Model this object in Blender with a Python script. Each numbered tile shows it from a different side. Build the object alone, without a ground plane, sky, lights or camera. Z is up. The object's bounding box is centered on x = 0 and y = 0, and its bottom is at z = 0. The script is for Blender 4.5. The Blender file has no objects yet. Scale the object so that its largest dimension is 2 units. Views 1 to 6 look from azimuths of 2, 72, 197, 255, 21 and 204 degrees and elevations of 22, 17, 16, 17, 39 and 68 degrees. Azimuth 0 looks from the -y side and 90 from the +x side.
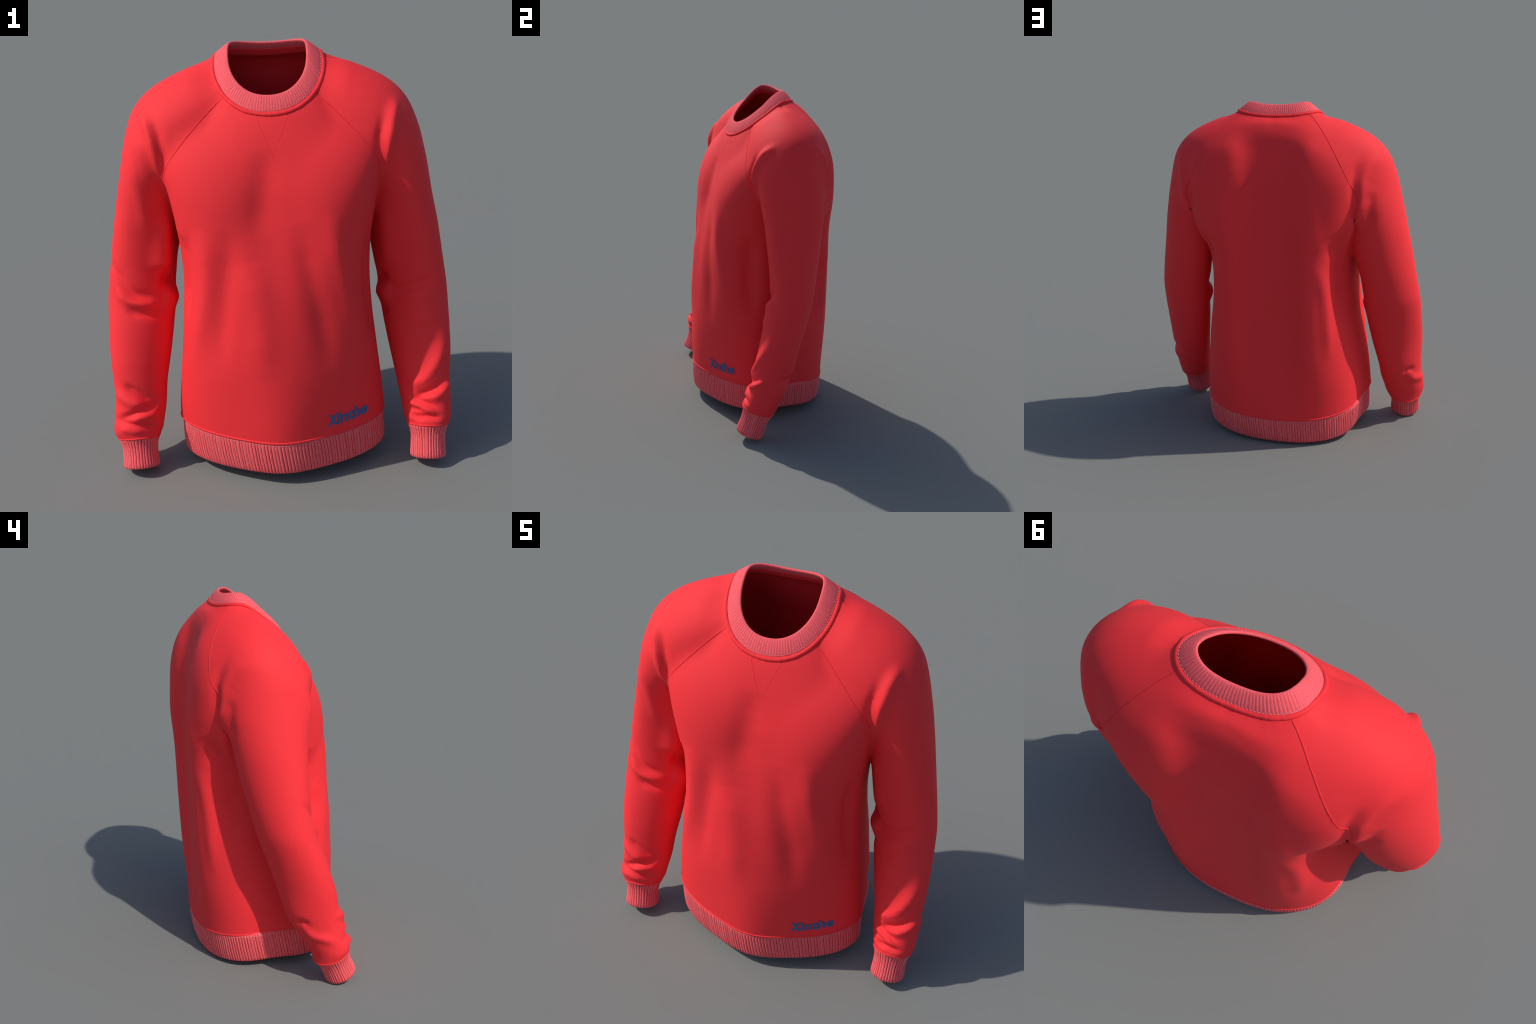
"""A red raglan crew-neck sweatshirt, standing as if worn by nobody.

The cloth is one smooth surface: horizontal cross-sections (torso and two sleeves) blended
together, wrinkled along fold lines, cut at neck, hem and cuffs, and split along the raglan
seams into torso and sleeves.  Ribbed collar, hem band and cuffs are lofted rings."""
import math
import bpy
import numpy as np
from mathutils import Vector
from mathutils.bvhtree import BVHTree

rng = np.random.default_rng(7)

# ------------------------------------------------------------------ helpers
def smooth_table(z, table, blur=0.03):
    """Stations (z, p1, p2, ...) -> parameters at heights z, linearly joined, then blurred."""
    t = np.array(table, float)
    fine = np.linspace(t[0, 0] - 0.2, t[-1, 0] + 0.2, 1201)
    step = fine[1] - fine[0]
    n = int(3 * blur / step) + 1
    k = np.exp(-0.5 * (np.arange(-n, n + 1) * step / blur) ** 2)
    k /= k.sum()
    out = []
    for c in range(1, t.shape[1]):
        v = np.interp(fine, t[:, 0], t[:, c])
        lo, hi = np.full(n, v[0]), np.full(n, v[-1])
        v = np.convolve(np.concatenate([lo, v, hi]), k, "valid")
        out.append(np.interp(z, fine, v))
    return out


def smoothstep(a, b, x):
    t = np.clip((x - a) / (b - a), 0, 1)
    return t * t * (3 - 2 * t)


def spline(points, n):
    """Catmull-Rom through the points, n samples."""
    p = np.array(points, float)
    if len(p) == 2:
        return p[0] + (p[1] - p[0]) * np.linspace(0, 1, n)[:, None]
    q = np.vstack([2 * p[0] - p[1], p, 2 * p[-1] - p[-2]])
    t = np.linspace(0, len(p) - 1 - 1e-9, n)
    i = t.astype(int)
    f = (t - i)[:, None]
    a, b, c, d = q[i], q[i + 1], q[i + 2], q[i + 3]
    return 0.5 * (2 * b + (c - a) * f + (2 * a - 5 * b + 4 * c - d) * f ** 2 + (3 * b - a - 3 * c + d) * f ** 3)


def power(c, n):
    return np.sign(c) * np.abs(c) ** (2.0 / n)


def smooth_line(p, rounds, closed):
    p = np.array(p)
    for _ in range(rounds):
        if closed:
            p = 0.5 * p + 0.25 * (np.roll(p, 1, 0) + np.roll(p, -1, 0))
        else:
            p[1:-1] = 0.5 * p[1:-1] + 0.25 * (p[2:] + p[:-2])
    return p


# ------------------------------------------------------------------ cross-sections
# height, centre x, centre y, half width, depth forward, depth back, squareness of front and of back,
# hollow down the middle of the front (negative: a belly), of the back and of the flanks
TORSO = [
    (0.08, 0.004, -0.060, 0.518, 0.322, 0.454, 2.00, 2.40, -0.030, 0.000, 0.044),
    (0.17, 0.002, -0.060, 0.520, 0.325, 0.460, 1.950, 2.400, -0.032, 0.005, 0.044),
    (0.26, 0.000, -0.060, 0.516, 0.328, 0.466, 1.970, 2.400, -0.034, 0.018, 0.032),
    (0.40, 0.000, -0.060, 0.497, 0.332, 0.478, 2.070, 2.570, -0.030, 0.042, 0.018),
    (0.55, 0.000, -0.060, 0.475, 0.332, 0.494, 2.250, 2.620, -0.024, 0.062, 0.012),
    (0.75, 0.000, -0.060, 0.454, 0.328, 0.505, 2.250, 2.680, -0.012, 0.078, 0.010),
    (0.95, 0.000, -0.055, 0.442, 0.324, 0.507, 2.300, 2.680, 0.002, 0.082, 0.010),
    (1.10, 0.000, -0.040, 0.448, 0.326, 0.490, 2.40, 2.70, 0.018, 0.080, 0.010),
    (1.22, 0.000, -0.020, 0.455, 0.328, 0.463, 2.70, 3.00, 0.028, 0.075, 0.000),
    (1.32, 0.000, 0.000, 0.468, 0.334, 0.435, 3.10, 3.80, 0.034, 0.065, 0.000),
    (1.42, 0.000, 0.000, 0.485, 0.314, 0.419, 3.30, 4.60, 0.028, 0.058, 0.000),
    (1.52, 0.000, 0.000, 0.505, 0.277, 0.409, 3.20, 4.80, 0.018, 0.050, 0.000),
    (1.60, 0.000, 0.020, 0.520, 0.255, 0.382, 2.90, 4.40, 0.008, 0.044, 0.000),
    (1.70, 0.000, 0.070, 0.495, 0.228, 0.308, 2.50, 3.80, 0.000, 0.040, 0.000),
    (1.78, 0.000, 0.080, 0.440, 0.170, 0.272, 2.20, 3.30, 0.000, 0.044, 0.000),
    (1.86, 0.000, 0.085, 0.300, 0.110, 0.222, 2.20, 2.50, 0.000, 0.014, 0.000),
    (1.92, 0.000, 0.090, 0.210, 0.060, 0.160, 2.10, 2.10, 0.000, 0.000, 0.000),
    (1.97, 0.000, 0.090, 0.100, 0.020, 0.070, 2.10, 2.10, 0.000, 0.000, 0.000),
]
# height, centre x, centre y, half width, half depth forward and back, lean of the oval
SLEEVE_LEFT = [   # the wearer's right arm, at negative x
    (0.06, -0.700, -0.222, 0.100, 0.090, 0.090, 0.10),
    (0.16, -0.702, -0.197, 0.113, 0.100, 0.100, 0.15),
    (0.22, -0.701, -0.183, 0.120, 0.108, 0.108, 0.18),
    (0.30, -0.684, -0.157, 0.121, 0.122, 0.140, 0.200),
    (0.40, -0.681, -0.117, 0.123, 0.125, 0.151, 0.200),
    (0.55, -0.671, -0.076, 0.143, 0.136, 0.148, 0.290),
    (0.70, -0.660, -0.026, 0.155, 0.142, 0.144, 0.270),
    (0.85, -0.651, 0.025, 0.160, 0.141, 0.143, 0.240),
    (1.00, -0.632, 0.050, 0.156, 0.147, 0.150, 0.240),
    (1.15, -0.600, 0.070, 0.163, 0.164, 0.164, 0.270),
    (1.30, -0.572, 0.078, 0.162, 0.186, 0.178, 0.20),
    (1.45, -0.540, 0.083, 0.162, 0.218, 0.192, 0.18),
    (1.60, -0.485, 0.080, 0.184, 0.232, 0.195, 0.12),
    (1.70, -0.420, 0.078, 0.218, 0.212, 0.192, 0.00),
    (1.74, -0.385, 0.075, 0.226, 0.194, 0.184, 0.00),
    (1.785, -0.342, 0.078, 0.232, 0.168, 0.176, 0.00),
    (1.820, -0.285, 0.078, 0.242, 0.142, 0.162, 0.00),
    (1.854, -0.222, 0.080, 0.242, 0.110, 0.144, 0.00),
    (1.888, -0.150, 0.085, 0.228, 0.080, 0.118, 0.00),
    (1.908, -0.090, 0.085, 0.208, 0.055, 0.095, 0.00),
    (1.934, -0.030, 0.085, 0.190, 0.010, 0.060, 0.00),
]
SLEEVE_RIGHT = [
    (0.06, 0.697, -0.242, 0.098, 0.094, 0.094, -0.10),
    (0.18, 0.703, -0.198, 0.107, 0.110, 0.112, -0.15),
    (0.30, 0.696, -0.150, 0.117, 0.122, 0.126, -0.20),
    (0.40, 0.686, -0.106, 0.126, 0.127, 0.132, -0.22),
    (0.55, 0.674, -0.065, 0.144, 0.134, 0.140, -0.310),
    (0.70, 0.659, -0.017, 0.155, 0.138, 0.146, -0.290),
    (0.85, 0.648, 0.024, 0.159, 0.136, 0.142, -0.270),
    (1.00, 0.623, 0.043, 0.162, 0.152, 0.155, -0.270),
    (1.15, 0.600, 0.055, 0.162, 0.174, 0.172, -0.290),
    (1.30, 0.568, 0.070, 0.165, 0.195, 0.182, -0.20),
    (1.45, 0.538, 0.068, 0.170, 0.210, 0.198, -0.18),
    (1.60, 0.490, 0.068, 0.184, 0.222, 0.200, -0.12),
] + [(z, -x, y, a, bf, bb, -k) for z, x, y, a, bf, bb, k in SLEEVE_LEFT[13:]]
MIDDLE = 0.17   # reach of the hollow to either side


def flank(y):
    return np.exp(-((y - 0.05) / 0.150) ** 2)


def section_field(table, X, Y, Z, h):
    """Signed distance, to first order, to the stack of cross-sections."""
    z = Z[0, 0]
    col = [v[None, None, :] for v in smooth_table(z, table, 0.045 if len(table[0]) > 8 else 0.028)]
    if len(col) == 10:
        cx, cy, a, bf, bb, nf, nb, hf, hb, hs = col
        dx, dy = (np.abs(X - cx) + hs * flank(Y) * smoothstep(0.1, 0.4, np.abs(X - cx))) / a, Y - cy
        centre = np.exp(-((X - cx) / MIDDLE) ** 2)
        strip = np.exp(-((X - cx) / 0.19) ** 4)
        back = smoothstep(0.0, 0.25, dy)
        front = smoothstep(0.0, 0.25, -dy)
        dy = dy + strip * hb * back - centre * hf * front
        n = nf + (nb - nf) * smoothstep(-0.15, 0.15, dy)
        dy = np.where(dy < 0, -dy / bf, dy / bb)
        rho = (dx ** n + dy ** n + 1e-9) ** (1 / n)
    else:
        cx, cy, a, bf, bb, lean = col
        dx, dy = (X - cx) / a, Y - cy
        dy = np.where(dy < 0, dy / bf, dy / bb)
        rho = np.sqrt((dx * dx - 2 * lean * dx * dy + dy * dy) / (1 - lean * lean) + 1e-9)
    g = np.gradient(rho, h)
    return (rho - 1) / np.maximum(np.sqrt(g[0] ** 2 + g[1] ** 2 + g[2] ** 2), 0.6)


def smooth_min(a, b, k):
    t = np.maximum(k - np.abs(a - b), 0) / k
    return np.minimum(a, b) - t * t * k * 0.25


# ------------------------------------------------------------------ surface of the field
def surface_nets(f, origin, h):
    """One vertex per cell that the surface crosses, one quad per crossed grid edge."""
    s = f < 0
    c = np.zeros([n - 1 for n in f.shape], np.int8)
    for i in (0, 1):
        for j in (0, 1):
            for k in (0, 1):
                c += s[i:f.shape[0] - 1 + i, j:f.shape[1] - 1 + j, k:f.shape[2] - 1 + k]
    cells = np.argwhere((c > 0) & (c < 8))
    index = np.full(c.shape, -1, np.int64)
    index[tuple(cells.T)] = np.arange(len(cells))
    total, count = np.zeros((len(cells), 3)), np.zeros(len(cells))
    for axis in range(3):
        o = [a for a in range(3) if a != axis]
        for p in (0, 1):
            for q in (0, 1):
                A = np.zeros(3, int)
                A[o[0]], A[o[1]] = p, q
                Bv = A.copy()
                Bv[axis] = 1
                fa, fb = f[tuple((cells + A).T)], f[tuple((cells + Bv).T)]
                m = (fa < 0) != (fb < 0)
                t = fa[m] / (fa[m] - fb[m])
                total[m] += A + (Bv - A) * t[:, None]
                count[m] += 1
    verts = origin + h * (cells + total / count[:, None])
    quads = []
    for axis in range(3):
        o = [(axis + 1) % 3, (axis + 2) % 3]
        lo = [slice(1, -1)] * 3
        lo[axis] = slice(0, -1)
        hi = list(lo)
        hi[axis] = slice(1, None)
        inside, beyond = s[tuple(lo)], s[tuple(hi)]
        start = np.array([1, 1, 1])
        start[axis] = 0
        for mask, flip in ((inside & ~beyond, False), (~inside & beyond, True)):
            e = np.argwhere(mask) + start
            ring = []
            for p, q in ((-1, -1), (0, -1), (0, 0), (-1, 0)):
                d = np.zeros(3, int)
                d[o[0]], d[o[1]] = p, q
                ring.append(index[tuple((e + d).T)])
            r = np.stack(ring, 1)
            quads.append(r[:, ::-1] if flip else r)
    return verts, np.concatenate(quads)


def triangulate(q):
    return np.concatenate([q[:, [0, 1, 2]], q[:, [0, 2, 3]]])


def vertex_normals(v, f):
    n = np.cross(v[f[:, 1]] - v[f[:, 0]], v[f[:, 2]] - v[f[:, 0]])
    out = np.zeros_like(v)
    for i in range(3):
        for k in range(3):
            out[:, k] += np.bincount(f[:, i], n[:, k], len(v))
    return out / np.maximum(np.linalg.norm(out, axis=1), 1e-12)[:, None]


def relax(v, f, rounds, up=0.5, down=-0.52):
    e = np.concatenate([f[:, [0, 1]], f[:, [1, 2]], f[:, [2, 0]]])
    e = np.concatenate([e, e[:, ::-1]])
    deg = np.bincount(e[:, 0], minlength=len(v))
    for _ in range(rounds):
        for lam in (up, down):
            m = np.stack([np.bincount(e[:, 0], v[e[:, 1], k], len(v)) for k in range(3)], 1) / deg[:, None]
            v = v + lam * (m - v)
    return v


def clip(v, f, g, eps):
    """Split triangles along g = 0 and return vertices, faces and the side of each face."""
    g = np.where(np.abs(g) < eps, 0.0, g)
    sg = np.sign(g)
    mixed = (sg[f].min(1) < 0) & (sg[f].max(1) > 0)
    keep, cut = f[~mixed], f[mixed]
    new_v, made, out = [], {}, []

    def crossing(a, b):
        key = (a, b) if a < b else (b, a)
        if key not in made:
            t = g[a] / (g[a] - g[b])
            made[key] = len(v) + len(new_v)
            new_v.append(v[a] + t * (v[b] - v[a]))
        return made[key]

    for tri in cut:
        loop = []
        for i in range(3):
            a, b = int(tri[i]), int(tri[(i + 1) % 3])
            loop.append((a, sg[a]))
            if sg[a] * sg[b] < 0:
                loop.append((crossing(a, b), 0))
        for side in (1, -1):
            poly = [p for p, q in loop if q * side >= 0]
            for i in range(1, len(poly) - 1):
                out.append((poly[0], poly[i], poly[i + 1], side))
    out = np.array(out, int).reshape(-1, 4)
    v2 = np.concatenate([v, np.array(new_v).reshape(-1, 3)])
    side_keep = np.where(sg[keep].sum(1) < 0, -1, 1)
    return v2, np.concatenate([keep, out[:, :3]]), np.concatenate([side_keep, out[:, 3]])


# ------------------------------------------------------------------ the seams that cut the cloth
def collar_curve(t, cx, cy, a, bf, bb, nf, nb, top, steep, turn, soft, horns, tilt):
    """An oval that climbs from the throat at a steady slope and levels out at the nape."""
    c, s = np.cos(t), np.sin(t)
    n = np.where(s < 0, nf, nb)
    x = cx + a * power(c, n)
    y = cy + np.where(s < 0, bf, bb) * power(s, n)
    z = top - steep * soft * np.logaddexp(0, (turn - y) / soft)
    z += horns * ((x - cx) / a) ** 2 * np.clip((y - cy + 0.05) / 0.1, 0, 1) + tilt * x
    return np.stack([x, y, z], 1)


SEAM_X, SEAM_Y, SEAM_A, SEAM_F, SEAM_B, SEAM_NF, SEAM_NB = 0.0, 0.0543, 0.2385, 0.2212, 0.1483, 2.18, 2.62


def neck_ring(t, grow=0.0):
    """Where the ribbed collar is sewn on."""
    return collar_curve(t, SEAM_X, SEAM_Y, SEAM_A + grow, SEAM_F + grow, SEAM_B + grow, SEAM_NF, SEAM_NB,
                        1.9324, 0.889, 0.054, 0.043, 0.0257, -0.005)


def neck_rim(t):
    """The free upper edge of the collar."""
    return collar_curve(t, -0.001, 0.0426, 0.1755, 0.1725, 0.1163, 2.18, 2.80, 1.9889, 0.926, 0.0698, 0.0315, 0.0204, -0.0065)


def neck_side(v):
    dx, dy = np.abs(v[:, 0] - SEAM_X) / SEAM_A, v[:, 1] - SEAM_Y
    n = np.where(dy < 0, SEAM_NF, SEAM_NB)
    dy = np.where(dy < 0, -dy / SEAM_F, dy / SEAM_B)
    r = (dx ** n + dy ** n) ** (1 / n) - 1
    return np.where(v[:, 2] > 1.45, r * 0.2, 0.5)


def hem_seam_height(x, y):
    return 0.193 - 0.088 * y + 0.001 * x + 0.128 * x * x


def hem_edge_height(x, y):
    return 0.036 - 0.066 * y + 0.014 * x + 0.088 * x * x


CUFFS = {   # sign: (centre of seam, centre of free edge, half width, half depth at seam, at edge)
    -1: ((-0.702, -0.197, 0.165), (-0.694, -0.252, 0.030), 0.089),
    1: ((0.701, -0.202, 0.187), (0.697, -0.257, 0.036), 0.086),
}


def cuff_axis(s):
    a, b = np.array(CUFFS[s][0]), np.array(CUFFS[s][1])
    d = (b - a) / np.linalg.norm(b - a)
    return a, b, d


# ------------------------------------------------------------------ folds
# points on or near the cloth, width, height (negative: a valley)
def fold(*points, wide, high):
    return points, wide, high


FOLDS = [
    # long soft drapes down the front
    fold((-0.33, -0.31, 1.26), (-0.32, -0.32, 1.12), (-0.33, -0.31, 0.95), (-0.36, -0.28, 0.78), (-0.39, -0.26, 0.58), wide=0.048, high=0.012),
    fold((-0.205, -0.34, 1.26), (-0.215, -0.35, 1.10), (-0.235, -0.35, 0.96), (-0.255, -0.34, 0.80), (-0.27, -0.33, 0.60), wide=0.054, high=-0.014),
    fold((-0.11, -0.36, 1.12), (-0.09, -0.38, 0.96), (-0.08, -0.39, 0.78), (-0.09, -0.40, 0.55), wide=0.070, high=0.012),
    fold((0.115, -0.34, 1.28), (0.14, -0.36, 1.12), (0.17, -0.37, 0.97), (0.20, -0.36, 0.82), (0.225, -0.35, 0.58), wide=0.058, high=-0.015),
    fold((0.25, -0.34, 1.32), (0.275, -0.34, 1.16), (0.305, -0.32, 1.00), (0.33, -0.30, 0.86), (0.35, -0.29, 0.66), wide=0.048, high=0.015),
    fold((-0.02, -0.25, 1.58), (-0.03, -0.28, 1.48), (-0.05, -0.32, 1.36), (-0.06, -0.34, 1.22), wide=0.060, high=-0.010),
    fold((-0.39, -0.25, 1.24), (-0.40, -0.24, 1.10), (-0.40, -0.23, 0.96), wide=0.030, high=-0.008),
    # right front of the shoulder, then left
    fold((-0.57, -0.04, 1.73), (-0.54, -0.11, 1.68), (-0.515, -0.15, 1.60), (-0.495, -0.15, 1.50), (-0.48, -0.13, 1.40), wide=0.026, high=0.020),
    fold((-0.51, -0.11, 1.70), (-0.488, -0.15, 1.62), (-0.474, -0.15, 1.53), (-0.468, -0.13, 1.42), wide=0.020, high=-0.015),
    fold((-0.63, -0.07, 1.56), (-0.605, -0.11, 1.42), (-0.59, -0.11, 1.28), (-0.575, -0.10, 1.12), wide=0.035, high=0.010),
    fold((0.56, -0.05, 1.74), (0.535, -0.10, 1.69), (0.515, -0.14, 1.61), (0.50, -0.15, 1.51), (0.487, -0.13, 1.40), wide=0.028, high=0.022),
    fold((0.49, -0.12, 1.68), (0.475, -0.15, 1.60), (0.468, -0.15, 1.52), (0.465, -0.13, 1.42), wide=0.020, high=-0.015),
    # elbows
    fold((-0.76, -0.02, 1.02), (-0.735, -0.075, 0.97), (-0.705, -0.10, 0.915), (-0.65, -0.115, 0.875), (-0.58, -0.10, 0.86), wide=0.022, high=-0.014),
    fold((-0.75, -0.08, 0.91), (-0.715, -0.11, 0.86), (-0.66, -0.125, 0.838), (-0.57, -0.105, 0.82), wide=0.022, high=0.014),
    fold((-0.715, -0.12, 0.815), (-0.66, -0.135, 0.795), (-0.58, -0.12, 0.785), (-0.505, -0.045, 0.745), wide=0.022, high=-0.012),
    fold((-0.53, -0.08, 0.95), (-0.50, -0.02, 0.915), (-0.49, 0.06, 0.89), wide=0.034, high=-0.026),
    fold((-0.53, -0.08, 0.85), (-0.50, -0.02, 0.820), (-0.49, 0.06, 0.80), wide=0.048, high=0.022),
    fold((0.505, -0.06, 0.89), (0.49, 0.0, 0.88), (0.49, 0.05, 0.88), wide=0.028, high=-0.024),
    fold((0.51, -0.09, 0.82), (0.49, 0.0, 0.80), (0.49, 0.06, 0.79), wide=0.046, high=0.020),
    fold((0.51, -0.06, 0.725), (0.52, -0.02, 0.72), (0.53, 0.02, 0.71), wide=0.022, high=-0.012),
    fold((0.50, -0.03, 0.86), (0.57, -0.09, 0.85), (0.66, -0.11, 0.875), (0.735, -0.09, 0.92), wide=0.024, high=-0.012),
    fold((0.57, -0.09, 0.80), (0.66, -0.12, 0.82), (0.73, -0.10, 0.86), wide=0.030, high=0.010),
    # bunched cloth above the cuffs: creases that cross, and bulges between them
    fold((-0.745, -0.22, 0.465), (-0.713, -0.24, 0.447), (-0.679, -0.245, 0.427), (-0.642, -0.23, 0.393), (-0.60, -0.20, 0.360), wide=0.018, high=-0.015),
    fold((-0.79, -0.19, 0.43), (-0.752, -0.227, 0.395), (-0.704, -0.243, 0.375), (-0.658, -0.247, 0.362), wide=0.024, high=0.014),
    fold((-0.785, -0.24, 0.296), (-0.744, -0.26, 0.310), (-0.68, -0.27, 0.343), (-0.622, -0.23, 0.350), (-0.587, -0.20, 0.345), wide=0.016, high=-0.018),
    fold((-0.72, -0.28, 0.300), (-0.68, -0.27, 0.309), (-0.631, -0.25, 0.313), (-0.596, -0.22, 0.300), wide=0.017, high=0.012),
    fold((-0.80, -0.22, 0.280), (-0.748, -0.275, 0.286), (-0.693, -0.28, 0.276), (-0.646, -0.26, 0.255), (-0.614, -0.24, 0.242), wide=0.013, high=-0.015),
    fold((-0.784, -0.26, 0.252), (-0.726, -0.28, 0.247), (-0.666, -0.27, 0.236), wide=0.016, high=0.007),
    fold((-0.74, -0.03, 0.36), (-0.775, -0.07, 0.31), (-0.80, -0.13, 0.30), (-0.80, -0.19, 0.27), wide=0.026, high=0.014),
    fold((-0.70, -0.03, 0.37), (-0.74, -0.03, 0.39), (-0.77, -0.06, 0.37), wide=0.020, high=-0.012),
    fold((0.605, -0.19, 0.40), (0.64, -0.22, 0.415), (0.69, -0.23, 0.450), (0.74, -0.20, 0.52), (0.77, -0.15, 0.61), wide=0.026, high=0.014),
    fold((0.634, -0.217, 0.345), (0.668, -0.245, 0.368), (0.722, -0.24, 0.390), (0.784, -0.20, 0.425), wide=0.016, high=-0.018),
    fold((0.69, -0.25, 0.352), (0.737, -0.25, 0.360), (0.784, -0.22, 0.385), (0.80, -0.17, 0.41), wide=0.020, high=0.013),
    fold((0.605, -0.20, 0.342), (0.648, -0.23, 0.328), (0.691, -0.25, 0.320), (0.742, -0.255, 0.302), wide=0.014, high=-0.013),
    fold((0.60, -0.20, 0.312), (0.638, -0.245, 0.312), (0.68, -0.26, 0.300), (0.73, -0.265, 0.286), wide=0.015, high=0.011),
    fold((0.598, -0.20, 0.282), (0.638, -0.25, 0.290), (0.665, -0.265, 0.295), wide=0.010, high=-0.009),
    fold((0.623, -0.245, 0.250), (0.658, -0.27, 0.258), (0.702, -0.285, 0.266), (0.758, -0.275, 0.258), wide=0.013, high=-0.016),
    fold((0.60, -0.21, 0.240), (0.64, -0.26, 0.236), (0.70, -0.28, 0.240), wide=0.015, high=0.008),
    fold((0.80, -0.14, 0.40), (0.79, -0.07, 0.388), (0.755, -0.02, 0.38), (0.70, -0.01, 0.375), wide=0.022, high=-0.014),
    fold((0.80, -0.15, 0.33), (0.79, -0.09, 0.320), (0.755, -0.04, 0.31), wide=0.030, high=0.009),
    # back: the fold running down from the arm, and the hollow under it
    fold((-0.255, 0.41, 1.50), (-0.268, 0.41, 1.38), (-0.275, 0.41, 1.28), (-0.29, 0.41, 1.20), wide=0.040, high=0.006),
    fold((-0.37, 0.35, 1.32), (-0.405, 0.31, 1.20), (-0.43, 0.27, 1.08), (-0.435, 0.25, 0.94), (-0.435, 0.24, 0.74), wide=0.070, high=-0.030),
    fold((0.38, 0.35, 1.29), (0.405, 0.31, 1.18), (0.43, 0.27, 1.06), (0.435, 0.25, 0.94), (0.435, 0.24, 0.70), wide=0.070, high=-0.032),
    fold((-0.56, 0.24, 1.58), (-0.51, 0.27, 1.45), (-0.465, 0.28, 1.34), (-0.43, 0.27, 1.22), (-0.42, 0.24, 1.12), wide=0.045, high=0.026),
    fold((0.56, 0.24, 1.60), (0.52, 0.27, 1.47), (0.475, 0.28, 1.36), (0.44, 0.27, 1.24), (0.43, 0.24, 1.14), wide=0.045, high=0.028),
    fold((-0.44, -0.17, 1.20), (-0.435, -0.17, 1.08), (-0.43, -0.17, 0.95), (-0.435, -0.17, 0.80), wide=0.060, high=-0.034),
    fold((0.44, -0.17, 1.20), (0.435, -0.17, 1.05), (0.43, -0.17, 0.90), (0.435, -0.17, 0.66), wide=0.060, high=-0.038),
    fold((0.58, 0.20, 1.72), (0.54, 0.26, 1.63), (0.515, 0.28, 1.53), (0.505, 0.27, 1.42), wide=0.032, high=0.020),
    fold((0.70, -0.12, 0.88), (0.68, -0.15, 0.78), (0.67, -0.17, 0.68), wide=0.060, high=0.015),
    fold((-0.50, -0.08, 1.26), (-0.50, -0.08, 1.15), (-0.51, -0.07, 1.03), (-0.52, -0.06, 0.98), wide=0.050, high=0.034),
    fold((0.50, -0.08, 1.26), (0.50, -0.08, 1.15), (0.51, -0.07, 1.03), (0.52, -0.06, 0.95), wide=0.050, high=0.016),
    fold((-0.30, 0.39, 1.12), (-0.325, 0.36, 0.95), (-0.335, 0.34, 0.75), (-0.34, 0.33, 0.55), wide=0.040, high=0.012),
    fold((0.30, 0.39, 1.08), (0.325, 0.36, 0.92), (0.335, 0.34, 0.75), (0.34, 0.33, 0.55), wide=0.040, high=0.012),
    fold((-0.58, 0.20, 1.73), (-0.535, 0.26, 1.65), (-0.505, 0.28, 1.55), (-0.495, 0.27, 1.43), (-0.505, 0.24, 1.30), wide=0.030, high=0.010),
    fold((-0.50, 0.26, 1.70), (-0.478, 0.30, 1.62), (-0.468, 0.30, 1.54), (-0.465, 0.29, 1.46), wide=0.026, high=-0.008),
    fold((-0.57, 0.25, 1.53), (-0.555, 0.26, 1.44), (-0.56, 0.24, 1.34), wide=0.030, high=-0.010),
    fold((0.20, 0.30, 1.80), (0.18, 0.36, 1.70), (0.165, 0.39, 1.60), (0.16, 0.40, 1.48), wide=0.060, high=0.007),
]


def wrinkle(v, n):
    """Raise or sink the cloth along the folds, each a soft ridge dying away at both ends."""
    shift = np.zeros(len(v))
    for pts, width, height in FOLDS:
        line = spline(pts, 24)
        near = np.array([np.argmin(((v - p) ** 2).sum(1)) for p in line])
        line, way = smooth_line(v[near], 6, False), smooth_line(n[near], 6, False)
        lo, hi = line.min(0) - 3 * width, line.max(0) + 3 * width
        m = np.where(((v > lo) & (v < hi)).all(1))[0]
        p, q = line[:-1], line[1:]
        rel, seg = v[m][:, None] - p[None], (q - p)[None]
        t = np.clip((rel * seg).sum(2) / np.maximum((seg * seg).sum(2), 1e-12), 0, 1)
        d = np.linalg.norm(rel - t[..., None] * seg, axis=2)
        k = d.argmin(1)
        row = np.arange(len(m))
        f = t[row, k]
        u = (k + f) / len(p)
        across = way[k] * (1 - f)[:, None] + way[k + 1] * f[:, None]
        taper = np.clip(np.sin(np.pi * np.clip(0.03 + 0.94 * u, 0, 1)) * 1.35, 0, 1)
        facing = smoothstep(0.0, 0.5, (n[m] * across).sum(1))
        shift[m] += height * taper * facing * np.exp(-(d[row, k] / width) ** 2)
    return shift


# ------------------------------------------------------------------ build the cloth
H = 0.0095
ORIGIN = np.array([-0.90, -0.46, 0.02])
shape = [int(round(w / H)) for w in (1.80, 1.04, 2.04)]
X, Y, Z = np.meshgrid(*[ORIGIN[i] + H * np.arange(shape[i]) for i in range(3)], indexing="ij", sparse=True)
Zf = Z
f_torso = section_field(TORSO, X, Y, Z, H)
f_left = section_field(SLEEVE_LEFT, X, Y, Z, H)
f_right = section_field(SLEEVE_RIGHT, X, Y, Z, H)
f_arms = np.minimum(f_left, f_right)
blend = 0.015 + 0.060 * smoothstep(1.30, 1.62, Z)
f_all = smooth_min(f_torso, f_arms, blend)
f_all[:, :, 0] = 1.0
verts, quads = surface_nets(f_all, ORIGIN, H)
faces = triangulate(quads)


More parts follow.
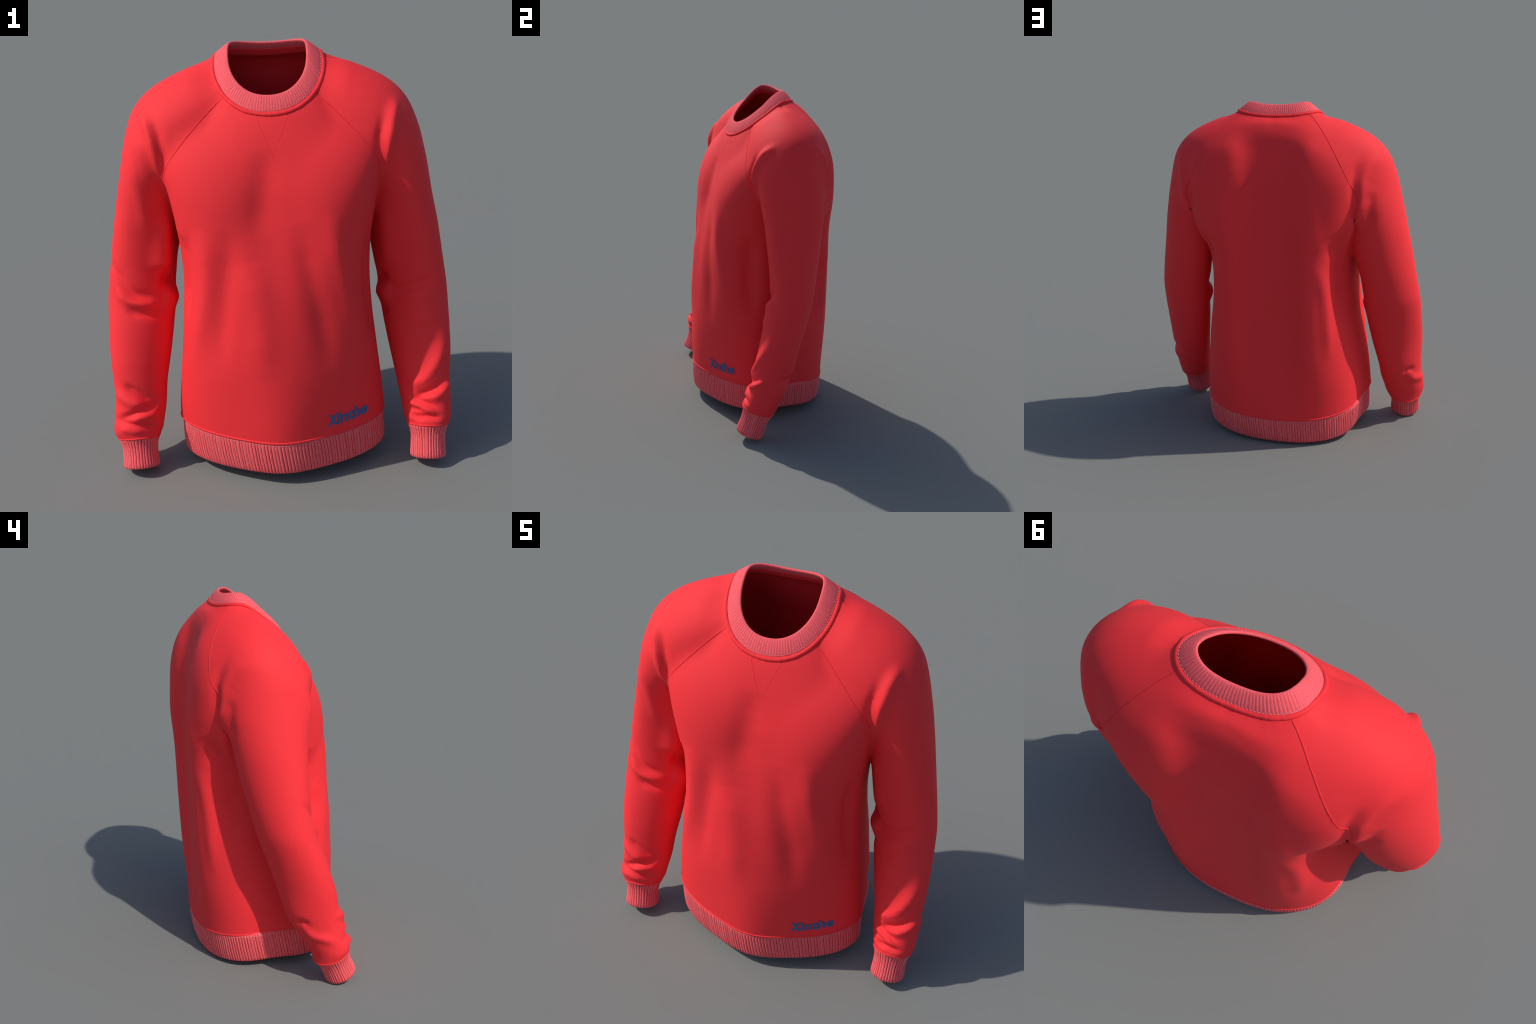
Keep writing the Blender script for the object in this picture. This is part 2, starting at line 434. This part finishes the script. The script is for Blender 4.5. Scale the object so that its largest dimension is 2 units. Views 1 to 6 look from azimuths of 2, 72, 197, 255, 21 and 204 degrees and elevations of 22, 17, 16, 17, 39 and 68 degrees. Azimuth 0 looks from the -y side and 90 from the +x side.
def sample(field, v):
    p = (v - ORIGIN) / H
    i = np.clip(p.astype(int), 0, np.array(field.shape) - 2)
    t = p - i
    out = 0
    for a in (0, 1):
        for b in (0, 1):
            for c in (0, 1):
                w = (t[:, 0] if a else 1 - t[:, 0]) * (t[:, 1] if b else 1 - t[:, 1]) * (t[:, 2] if c else 1 - t[:, 2])
                out = out + w * field[i[:, 0] + a, i[:, 1] + b, i[:, 2] + c]
    return out


verts = relax(verts, faces, 3)
normals = vertex_normals(verts, faces)
verts = verts + normals * wrinkle(verts, normals)[:, None]
verts = relax(verts, faces, 1)

# cut away everything beyond the neck, hem and cuff seams
for cutter in ("neck", "hem", -1, 1):
    if cutter == "neck":
        g = np.where(verts[:, 2] > 1.6, neck_side(verts), 0.5)
    elif cutter == "hem":
        g = np.where(np.abs(verts[:, 0]) < 0.56, verts[:, 2] - hem_seam_height(verts[:, 0], verts[:, 1]), 0.5)
    else:
        a, b, d = cuff_axis(cutter)
        g = np.where((verts[:, 0] * cutter > 0.56) & (verts[:, 2] < 0.4), -((verts - a) @ d), 0.5)
    verts, faces, side = clip(verts, faces, g, 0.0015)
    faces = faces[side > 0]

# gather the sleeve ends in to the width of the cuffs
for s in (-1, 1):
    a, b, d = cuff_axis(s)
    m = np.where((verts[:, 0] * s > 0.56) & (verts[:, 2] < 0.4))[0]
    rel = verts[m] - a
    up = -(rel @ d)
    out = rel + up[:, None] * d
    r = np.linalg.norm(out, axis=1)
    goal = CUFFS[s][2] + 0.012
    tuck = np.clip(1 - up / 0.050, 0, 1) ** 2.2
    verts[m] += out / r[:, None] * ((goal - r) * tuck)[:, None]

# draw the cloth round the neck up or down to the collar seam
tt = np.linspace(0, 2 * np.pi, 720)
sewn = neck_ring(tt)
ang = lambda p: np.arctan2((p[:, 1] - SEAM_Y) / 0.18, p[:, 0] / 0.24)
order = np.argsort(ang(sewn))
height_at = lambda p: np.interp(ang(p), ang(sewn)[order], sewn[order, 2], period=2 * np.pi)
off = neck_side(verts)
used = np.zeros(len(verts), bool)
used[faces.ravel()] = True
edge = np.where((np.abs(off) < 0.0016) & (verts[:, 2] > 1.6) & used)[0]
o2 = edge[np.argsort(ang(verts[edge]))]
gap = smooth_line(height_at(verts[o2]) - verts[o2, 2], 8, True)
near = np.where((off < 0.25) & (verts[:, 2] > 1.45))[0]
reach = np.clip(1 - off[near] / 0.11, 0, 1)
verts[near, 2] += np.interp(ang(verts[near]), ang(verts[o2]), gap, period=2 * np.pi) * reach * reach * (3 - 2 * reach)

# split along the raglan seams
across = np.abs(verts[:, 0])
slant = verts[:, 2] - 0.53 * (verts[:, 1] - 0.06)
armpit = np.interp(verts[:, 1], [-0.2, 0.32], [1.577, 1.394])
u = np.clip((1.870 - slant) / (1.870 - armpit), -0.3, 1.3)
bow = np.interp(verts[:, 1], [-0.12, 0.25], [0.95, 0.30])
raglan = 0.208 + 0.272 * (u + bow * u * (1 - u))
low = smoothstep(1.46, 1.34, slant)
g = (1 - low) * (raglan - across) + low * (sample(f_arms, verts) - sample(f_torso, verts))
verts, faces, side = clip(verts, faces, g, 0.0012)
used = np.unique(faces)
remap = np.full(len(verts), -1)
remap[used] = np.arange(len(used))
verts, faces = verts[used], remap[faces]
normals = vertex_normals(verts, faces)
centre = verts[faces].mean(1)
group = np.where(side > 0, 0, np.where(centre[:, 0] < 0, 1, 2))


# ------------------------------------------------------------------ materials
def material(name):
    m = bpy.data.materials.new(name)
    m.use_nodes = True
    nt = m.node_tree
    return m, nt, nt.nodes["Principled BSDF"]


def ramp(nt, fac, stops):
    r = nt.nodes.new("ShaderNodeValToRGB")
    el = r.color_ramp.elements
    while len(el) < len(stops):
        el.new(0.5)
    for e, (p, c) in zip(el, stops):
        e.position, e.color = p, (*c, 1)
    nt.links.new(fac, r.inputs["Fac"])
    return r.outputs["Color"]


def noise(nt, coord, scale, detail=2.0):
    n = nt.nodes.new("ShaderNodeTexNoise")
    n.inputs["Scale"].default_value = scale
    n.inputs["Detail"].default_value = detail
    nt.links.new(coord, n.inputs["Vector"])
    return n.outputs["Fac"]


RED = (0.87, 0.030, 0.037)


def jersey():
    m, nt, b = material("red_jersey")
    co = nt.nodes.new("ShaderNodeTexCoord").outputs["Object"]
    n1 = noise(nt, co, 420.0)
    c = ramp(nt, n1, [(0.3, tuple(x * 0.96 for x in RED)), (0.7, tuple(min(1, x * 1.04) for x in RED))])
    nt.links.new(c, b.inputs["Base Color"])
    b.inputs["Roughness"].default_value = 0.75
    b.inputs["Specular IOR Level"].default_value = 0.3
    bump = nt.nodes.new("ShaderNodeBump")
    bump.inputs["Strength"].default_value = 0.06
    bump.inputs["Distance"].default_value = 0.002
    nt.links.new(noise(nt, co, 600.0), bump.inputs["Height"])
    nt.links.new(bump.outputs["Normal"], b.inputs["Normal"])
    return m


def ribbing(name, tops, grain):
    m, nt, b = material(name)
    co = nt.nodes.new("ShaderNodeTexCoord").outputs["Object"]
    geo = nt.nodes.new("ShaderNodeNewGeometry")
    mp = nt.nodes.new("ShaderNodeMapping")
    mp.inputs["Scale"].default_value = (1, 1, 0.12)
    nt.links.new(co, mp.inputs["Vector"])
    streak = noise(nt, mp.outputs["Vector"], 330.0, 3.0)
    c = ramp(nt, streak, [(0.36, tuple(a * 0.5 + r * 0.5 for a, r in zip(tops, RED))), (0.52, tops),
                          (0.70, tuple(min(1, a * 1.12) for a in tops))])
    nt.links.new(c, b.inputs["Base Color"])
    b.inputs["Roughness"].default_value = 0.85
    b.inputs["Specular IOR Level"].default_value = 0.25
    bump = nt.nodes.new("ShaderNodeBump")
    bump.inputs["Strength"].default_value = 0.3
    bump.inputs["Distance"].default_value = 0.002
    nt.links.new(noise(nt, co, grain), bump.inputs["Height"])
    nt.links.new(bump.outputs["Normal"], b.inputs["Normal"])
    return m


def plain(name, colour, rough=0.8):
    m, nt, b = material(name)
    co = nt.nodes.new("ShaderNodeTexCoord").outputs["Object"]
    c = ramp(nt, noise(nt, co, 300.0), [(0.3, tuple(x * 0.9 for x in colour)), (0.7, colour)])
    nt.links.new(c, b.inputs["Base Color"])
    b.inputs["Roughness"].default_value = rough
    b.inputs["Specular IOR Level"].default_value = 0.25
    return m


JERSEY = jersey()
RIB = ribbing("pink_red_ribbing", (0.84, 0.115, 0.13), 700.0)
EDGE = ribbing("pale_rib_edge", (0.78, 0.25, 0.26), 900.0)
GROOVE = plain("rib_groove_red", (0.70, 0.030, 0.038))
COLLAR = ribbing("pink_collar_ribbing", (0.85, 0.118, 0.134), 700.0)
THREAD = plain("pale_pink_thread", (0.85, 0.30, 0.30))
SEAM = plain("seam_red", (0.84, 0.028, 0.035))
BLUE = plain("blue_embroidery", (0.050, 0.130, 0.30))

# ------------------------------------------------------------------ objects
root = bpy.data.objects.new("sweatshirt", None)
bpy.context.collection.objects.link(root)
root["label"] = "red long-sleeved raglan sweatshirt with pink ribbed collar and cuffs"
root["category"] = "sweatshirt"


def add(name, v, polys, mats, parent=root, vertex_normal=None, slots=None):
    me = bpy.data.meshes.new(name)
    me.from_pydata([tuple(p) for p in v], [], [tuple(int(i) for i in p) for p in polys])
    for m in mats:
        me.materials.append(m)
    if slots is not None:
        me.polygons.foreach_set("material_index", np.asarray(slots, np.int32))
    me.polygons.foreach_set("use_smooth", np.ones(len(me.polygons), bool))
    me.update()
    if vertex_normal is not None:
        me.normals_split_custom_set_from_vertices([tuple(x) for x in vertex_normal])
    o = bpy.data.objects.new(name, me)
    o.parent = parent
    bpy.context.collection.objects.link(o)
    return o


THICK = 0.010
parts = {}
for k, name in ((0, "torso"), (1, "sleeve"), (2, "sleeve")):
    f = faces[group == k]
    ids = np.unique(f)
    local = np.full(len(verts), -1)
    local[ids] = np.arange(len(ids))
    f = local[f]
    outer, n = verts[ids], normals[ids]
    inner = outer - n * THICK
    parts[k] = add(name, np.concatenate([outer, inner]), np.concatenate([f, f[:, ::-1] + len(ids)]),
                   [JERSEY], vertex_normal=np.concatenate([n, -n]))

cloth = BVHTree.FromPolygons([tuple(p) for p in verts], [tuple(int(i) for i in p) for p in faces])


def on_cloth(p):
    hit = cloth.find_nearest(Vector(p))
    return np.array(hit[0]), np.array(hit[1])


# ------------------------------------------------------------------ ribbed bands
def ribbed_band(name, rings, ribs, depth, mats, rib_rows, groove=0.46, edge=0.22, per=12):
    """Loft through rings; ring j is a function of angle; ribs push the surface out and in."""
    m = ribs * per
    t = np.linspace(0, 2 * np.pi, m, endpoint=False)
    rows = [r(t) for r in rings]
    v = np.stack(rows, 0)                                   # rows, around, xyz
    around = np.roll(v, -1, 1) - np.roll(v, 1, 1)
    along = np.gradient(v, axis=0)
    n = np.cross(around, along)
    n /= np.maximum(np.linalg.norm(n, axis=2), 1e-9)[..., None]
    phase = np.arange(m) / per
    jitter = np.interp(phase, np.arange(ribs + 1), np.append(rng.normal(0, 1, ribs), 0)) * 0.12
    wave = np.abs(np.sin(np.pi * (phase + jitter * 0.5))) ** 0.6 - 0.6       # broad rounded tops, narrow grooves
    strength = rng.uniform(0.75, 1.25, ribs)[phase.astype(int)]
    amount = np.asarray(rib_rows)[:, None] * depth * wave * strength
    v = v + n * amount[..., None]
    R = len(rows)
    idx = np.arange(R * m).reshape(R, m)
    q = np.stack([idx[:-1], np.roll(idx[:-1], -1, 1), np.roll(idx[1:], -1, 1), idx[1:]], 2).reshape(-1, 4)
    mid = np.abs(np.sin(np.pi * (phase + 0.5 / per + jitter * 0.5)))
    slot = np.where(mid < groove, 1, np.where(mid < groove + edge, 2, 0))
    slots = np.tile(slot, (R - 1, 1)).reshape(-1)
    return add(name, v.reshape(-1, 3), q, mats, slots=slots)


def equal_angles(curve):
    """Re-space a closed curve(t) evenly by length."""
    tt = np.linspace(0, 2 * np.pi, 4001)
    p = curve(tt)
    s = np.concatenate([[0], np.cumsum(np.linalg.norm(np.diff(p, axis=0), axis=1))])
    return lambda t: np.stack([np.interp(t / (2 * np.pi) * s[-1], s, p[:, k]) for k in range(3)], 1)


# hem band
def torso_ring(t, height):
    """The torso's own outline, followed along a slanting height."""
    z = np.full(len(t), 0.19)
    for _ in range(12):
        cx, cy, a, bf, bb, nf, nb, hf, hb, hs = smooth_table(z, TORSO, 0.045)
        c, s = np.cos(t), np.sin(t)
        n = nf + (nb - nf) * smoothstep(-0.4, 0.4, s)
        x = cx + a * power(c, n)
        y = np.where(s < 0, bf, bb) * power(s, n)
        centre = np.exp(-((x - cx) / MIDDLE) ** 2)
        strip = np.exp(-((x - cx) / 0.19) ** 4)
        x = x - np.sign(c) * hs * flank(y) * smoothstep(0.1, 0.4, np.abs(x))
        y = y + cy + centre * hf * smoothstep(0, 0.25, -y) - strip * hb * smoothstep(0, 0.25, y)
        z = height(x, y)
    return np.stack([x, y, z], 1)


def hem_bottom(t):
    c, s = np.cos(t), np.sin(t)
    n = 2.0 + 0.4 * smoothstep(-0.4, 0.4, s)
    x = 0.008 + 0.510 * power(c, n)
    y = -0.06 + np.where(s < 0, 0.322, 0.438) * power(s, n)
    x -= np.sign(c) * 0.042 * flank(y) * smoothstep(0.1, 0.4, np.abs(x))
    y -= 0.032 * np.exp(-(x / MIDDLE) ** 2) * smoothstep(0, 0.25, -y - 0.06)
    return np.stack([x, y, hem_edge_height(x, y)], 1)


hem_top = lambda t: torso_ring(t, hem_seam_height)
hem_top_even, hem_bottom_even = equal_angles(hem_top), equal_angles(hem_bottom)


def scaled(curve, centre, k, dz=0.0):
    c = np.array(centre)
    return lambda t: (curve(t) - c) * np.array([k, k, 1]) + c + np.array([0, 0, dz])


def between(a, b, f, bulge=0.0, centre=(0, 0, 0)):
    def ring(t):
        p = a(t) * (1 - f) + b(t) * f
        d = (p - np.array(centre)) * np.array([1, 1, 0])
        d /= np.linalg.norm(d, axis=1)[:, None]
        return p + d * bulge
    return ring


C0 = (0, 0.01, 0)
rings, rib_rows = [], []
rings.append(between(hem_top_even, hem_bottom_even, -0.10, -0.020, C0)); rib_rows.append(0)
for f, b, r in ((-0.01, -0.006, 0.2), (0.02, -0.002, 0.8), (0.06, 0.000, 1), (0.2, 0.002, 1), (0.35, 0.003, 1), (0.5, 0.004, 1), (0.65, 0.004, 1),
                (0.8, 0.003, 1), (0.92, 0.002, 1), (0.97, -0.001, 0.8), (0.995, -0.006, 0.5), (1.0, -0.013, 0.2),
                (0.98, -0.020, 0.4), (0.8, -0.021, 0.6), (0.4, -0.021, 0.6), (0.02, -0.022, 0.3)):
    rings.append(between(hem_top_even, hem_bottom_even, f, b, C0)); rib_rows.append(r)
hem_band = ribbed_band("hem_band", rings[::-1], 184, 0.0042, [RIB, GROOVE, EDGE], rib_rows[::-1])


# cuffs
def frame(d):
    x = np.array([1.0, 0, 0]); x -= d * (x @ d); x /= np.linalg.norm(x)
    y = np.cross(d, x)
    return x, y


def cuff_ring(s, f, grow):
    a, b, d = cuff_axis(s)
    ex, ey = frame(d)
    r0 = CUFFS[s][2]

    def ring(t):
        c = a + (b - a) * f
        r = r0 + grow
        return c + np.cos(t)[:, None] * ex * r * 1.0 - np.sin(t)[:, None] * ey * r * 0.97
    return ring


cuffs = {}
for s in (-1, 1):
    rr = [(-0.10, -0.006, 0.0), (0.0, 0.010, 0.3), (0.04, 0.011, 0.8), (0.10, 0.006, 1), (0.2, 0.000, 1), (0.35, -0.004, 1), (0.5, -0.005, 1), (0.7, -0.004, 1),
          (0.85, -0.002, 1), (0.95, -0.002, 0.9), (0.99, -0.006, 0.5), (1.0, -0.012, 0.2), (0.97, -0.018, 0.3), (0.7, -0.021, 0.6), (0.3, -0.020, 0.6), (-0.05, -0.016, 0.2)]
    cuffs[s] = ribbed_band("cuff", [cuff_ring(s, f, g) for f, g, r in rr][::-1], 37, 0.0040, [RIB, GROOVE, EDGE], [r for f, g, r in rr][::-1])

# collar
ring_even, rim_even = equal_angles(neck_ring), equal_angles(neck_rim)


def collar_ring(f, out):
    """f: 0 at the seam, 1 at the rim; out: distance off the straight strip, outwards and up."""
    def ring(t):
        a, b = ring_even(t), rim_even(t)
        strip = b - a
        along = np.roll(a, -1, 0) - np.roll(a, 1, 0)
        n = np.cross(along, strip)
        n /= np.linalg.norm(n, axis=1)[:, None]
        return a + strip * f + n * out
    return ring


cc = [(-0.14, -0.006, 0.0), (-0.06, -0.001, 0.2), (0.0, 0.002, 0.6), (0.08, 0.0035, 1), (0.25, 0.005, 1), (0.45, 0.005, 1), (0.65, 0.0045, 1), (0.82, 0.003, 0.9), (0.92, 0.0015, 0.6),
      (0.975, -0.0005, 0.3), (0.995, -0.0035, 0.1), (0.99, -0.007, 0.1), (0.95, -0.0095, 0.3), (0.86, -0.011, 0.8), (0.7, -0.012, 1.2), (0.55, -0.0125, 1.2), (0.48, -0.0125, 1.0), (0.40, -0.008, 0.2)]
collar = ribbed_band("collar", [collar_ring(f, o) for f, o, r in cc], 112, 0.0016, [COLLAR, RIB, COLLAR], [r for f, o, r in cc], 0.22, 0.1)
tape = [(0.50, -0.010), (0.49, -0.0135), (0.44, -0.0145), (0.25, -0.0145), (0.05, -0.0155), (-0.14, -0.017), (-0.16, -0.012)]
t_tape = np.linspace(0, 2 * np.pi, 300, endpoint=False)
rows = np.stack([collar_ring(f, o)(t_tape) for f, o in tape])
grid = np.arange(rows.shape[0] * 300).reshape(-1, 300)
add("neck_tape", rows.reshape(-1, 3), np.stack([grid[:-1], np.roll(grid[:-1], -1, 1), np.roll(grid[1:], -1, 1), grid[1:]], 2).reshape(-1, 4), [JERSEY], collar)


# ------------------------------------------------------------------ welts, seams and stitches
def tube(path, normal, wide, high, closed, sides=8):
    """A half-sunk cord along the path: wide across, high off the cloth."""
    p, n = np.array(path), np.array(normal)
    if closed:
        tan = np.roll(p, -1, 0) - np.roll(p, 1, 0)
    else:
        tan = np.gradient(p, axis=0)
    tan /= np.maximum(np.linalg.norm(tan, axis=1), 1e-9)[:, None]
    side = np.cross(tan, n)
    side /= np.maximum(np.linalg.norm(side, axis=1), 1e-9)[:, None]
    up = np.cross(side, tan)
    m = len(p)
    w = np.broadcast_to(wide, m)[:, None]
    h = np.broadcast_to(high, m)[:, None]
    rows = []
    for k in range(sides):
        a = 2 * np.pi * k / sides
        rows.append(p + side * np.cos(a) * w + up * np.sin(a) * h)
    v = np.stack(rows, 1).reshape(-1, 3)
    quads = []
    last = m if closed else m - 1
    for i in range(last):
        j = (i + 1) % m
        for k in range(sides):
            l = (k + 1) % sides
            quads.append((i * sides + k, j * sides + k, j * sides + l, i * sides + l))
    if not closed:
        quads.append(tuple(range(sides)))
        quads.append(tuple((m - 1) * sides + k for k in range(sides))[::-1])
    return v, quads


def welt(name, ring, wide, high, lift, parent, samples=420, wobble=0.0):
    t = np.linspace(0, 2 * np.pi, samples, endpoint=False)
    pts, nor = [], []
    for p in ring(t):
        q, n = on_cloth(p)
        pts.append(q); nor.append(n)
    pts = smooth_line(pts, 6, True)
    nor = smooth_line(nor, 20, True)
    nor /= np.linalg.norm(nor, axis=1)[:, None]
    lump = 1 + wobble * smooth_line(rng.normal(0, 1, samples), 3, True)
    v, q = tube(pts + nor * lift, nor, wide * lump, high * lump, True)
    return add(name, v, q, [JERSEY], parent)


welt("collar_welt", equal_angles(lambda t: neck_ring(t, 0.008)), 0.0095, 0.0055, 0.0022, collar, wobble=0.1)
welt("hem_welt", equal_angles(lambda t: scaled(hem_top, C0, 1.0, 0.004)(t)), 0.0055, 0.004, 0.000, hem_band)
for s in (-1, 1):
    def edge(t, s=s):
        return cuff_ring(s, -0.02, 0.013)(t)
    welt("cuff_welt", edge, 0.004, 0.003, 0.000, cuffs[s], samples=160)

# raglan seams: cords along the border between torso and sleeves
edge_owner = {}
for k in (0, 1, 2):
    for tri in faces[group == k]:
        for i in range(3):
            a, b = int(tri[i]), int(tri[(i + 1) % 3])
            edge_owner.setdefault((min(a, b), max(a, b)), set()).add(k)
border = {1: {}, 2: {}}
for (a, b), owners in edge_owner.items():
    for k in (1, 2):
        if owners == {0, k}:
            border[k].setdefault(a, []).append(b)
            border[k].setdefault(b, []).append(a)
for k in (1, 2):
    ends = sorted((p for p, q in border[k].items() if len(q) == 1), key=lambda p: -verts[p][2])[:2]
    for start in ends:
        path, walked = [start], {start}
        while True:
            nxt = [p for p in border[k][path[-1]] if p not in walked]
            if not nxt or verts[nxt[0]][2] < 1.42:
                break
            path.append(nxt[0])
            walked.add(nxt[0])
        if len(path) < 8:
            continue
        line = smooth_line(verts[path], 12, False)
        nn = smooth_line(normals[path], 12, False)
        nn /= np.linalg.norm(nn, axis=1)[:, None]
        n_pts = len(line)
        fade = np.clip(np.minimum(np.arange(n_pts) / 6, (n_pts - 1 - np.arange(n_pts)) / 5), 0.2, 1)
        lump = (1 + 0.18 * smooth_line(rng.normal(0, 1, n_pts), 2, False)) * fade
        v, q = tube(line, nn, 0.0033 * lump, 0.0018 * lump, False)
        add("raglan_seam", v, q, [SEAM], parts[k])


# the small V sewn below the collar
for x, z in ((-0.060, 1.722), (0.078, 1.725)):
    pts, nor = [], []
    for f in np.linspace(0, 1, 26):
        q, n = on_cloth(cloth.ray_cast(Vector((x + (0.007 - x) * f, -1, z + (1.560 - z) * f)), Vector((0, 1, 0)))[0])
        pts.append(q); nor.append(n)
    fade = np.clip((26 - np.arange(26)) / 10, 0.3, 1)
    v, q = tube(smooth_line(pts, 3, False), nor, 0.0018 * fade, 0.0006 * fade, False)
    add("neck_seam", v, q, [SEAM], parts[0])


# stitches: short pale dashes along the seams
def stitches(name, ring, count, length, thick, parent):
    t = np.linspace(0, 2 * np.pi, count, endpoint=False)
    a = ring(t)
    tan = ring(t + 0.004) - ring(t - 0.004)
    tan /= np.linalg.norm(tan, axis=1)[:, None]
    allv, allq = [], []
    for p, d in zip(a, tan):
        l = length * rng.uniform(0.8, 1.15)
        path = [p - d * l / 2, p - d * l / 4, p, p + d * l / 4, p + d * l / 2]
        n = np.array([0, 0, 1.0]) if abs(d[2]) < 0.9 else np.array([1.0, 0, 0])
        v, q = tube(path, [n] * 5, [thick * 0.4, thick, thick, thick, thick * 0.4], [thick * 0.4, thick, thick, thick, thick * 0.4], False, 6)
        k = len(allv) and sum(len(x) for x in allv)
        allq += [tuple(i + k for i in face) for face in q]
        allv.append(v)
    o = add(name, np.concatenate(allv), allq, [THREAD], parent)
    o["kind"] = "stuff"
    return o


stitches("collar_stitching", collar_ring(0.075, 0.0042), 112, 0.0075, 0.0011, collar)
stitches("hem_stitching", between(hem_top_even, hem_bottom_even, 0.045, 0.0015, C0), 184, 0.0085, 0.0011, hem_band)

# ------------------------------------------------------------------ lettering
import bmesh


def glyphs(text, heavier):
    curve = bpy.data.curves.new("lettering", "FONT")
    curve.body, curve.size, curve.offset, curve.resolution_u = text, 1.0, heavier, 4
    tmp = bpy.data.objects.new("lettering_outline", curve)
    bpy.context.collection.objects.link(tmp)
    bpy.context.view_layer.update()
    mesh = bpy.data.meshes.new_from_object(tmp.evaluated_get(bpy.context.evaluated_depsgraph_get()))
    bpy.data.objects.remove(tmp)
    return mesh


bm = bmesh.new()
# the capital is narrow, the small letters are broad, bold and nearly as tall
for text, heavier, x0, width, height in (("X", 0.045, 0.0, 0.0430, 0.0560), ("inthe", 0.026, 0.0435, 0.1560, 0.0575)):
    flat = glyphs(text, heavier)
    co = np.array([v.co[:] for v in flat.vertices])
    lo, hi = co.min(0), co.max(0)
    for v in flat.vertices:
        y = (v.co.y - lo[1]) / (hi[1] - lo[1]) * height
        v.co.x = x0 + (v.co.x - lo[0]) / (hi[0] - lo[0]) * width + 0.10 * y
        v.co.y = y
    bm.from_mesh(flat)
bmesh.ops.triangulate(bm, faces=bm.faces[:])
for _ in range(3):
    long = [e for e in bm.edges if e.calc_length() > 0.008]
    if not long:
        break
    bmesh.ops.subdivide_edges(bm, edges=long, cuts=1)
    bmesh.ops.triangulate(bm, faces=bm.faces[:])
bmesh.ops.remove_doubles(bm, verts=bm.verts[:], dist=1e-5)
bm.verts.ensure_lookup_table()
fv = np.array([v.co[:] for v in bm.verts])
ff = [tuple(v.index for v in f.verts) for f in bm.faces]
rim_edges = [(e.verts[0].index, e.verts[1].index, e.link_faces[0]) for e in bm.edges if len(e.link_faces) == 1]
rim = []
for a, b, face in rim_edges:
    order = [v.index for v in face.verts]
    rim.append((a, b) if order[(order.index(a) + 1) % len(order)] == b else (b, a))
bm.free()
fv[:, 0] -= fv[:, 0].min()
text_width = fv[:, 0].max()
START, END = np.array([0.212, 0.284]), np.array([0.402, 0.293])   # x, z of both ends of the base line
curve_x = np.linspace(START[0], END[0], 60)
line = []
for x in curve_x:
    z = START[1] + (END[1] - START[1]) * (x - START[0]) / (END[0] - START[0])
    hit = cloth.ray_cast(Vector((x, -1, z)), Vector((0, 1, 0)))
    line.append(hit[0][:])
line = np.array(line)
arc = np.concatenate([[0], np.cumsum(np.linalg.norm(np.diff(line, axis=0), axis=1))])
scale = arc[-1] / text_width
top, bottom = [], []
for x, y, _ in fv:
    bx = np.interp(x * scale, arc, line[:, 0])
    bz = np.interp(x * scale, arc, line[:, 2]) + y * scale
    hit = cloth.ray_cast(Vector((bx, -1, bz)), Vector((0, 1, 0)))
    p, n = np.array(hit[0]), np.array(hit[1])
    top.append(p + n * 0.0028)
    bottom.append(p - n * 0.002)
k = len(fv)
sides = [(b, a, a + k, b + k) for a, b in rim]
lettering = add("lettering", np.array(top + bottom), ff + [tuple(i + k for i in f[::-1]) for f in ff] + sides, [BLUE], parts[0])
lettering.data.polygons.foreach_set("use_smooth", np.zeros(len(lettering.data.polygons), bool))
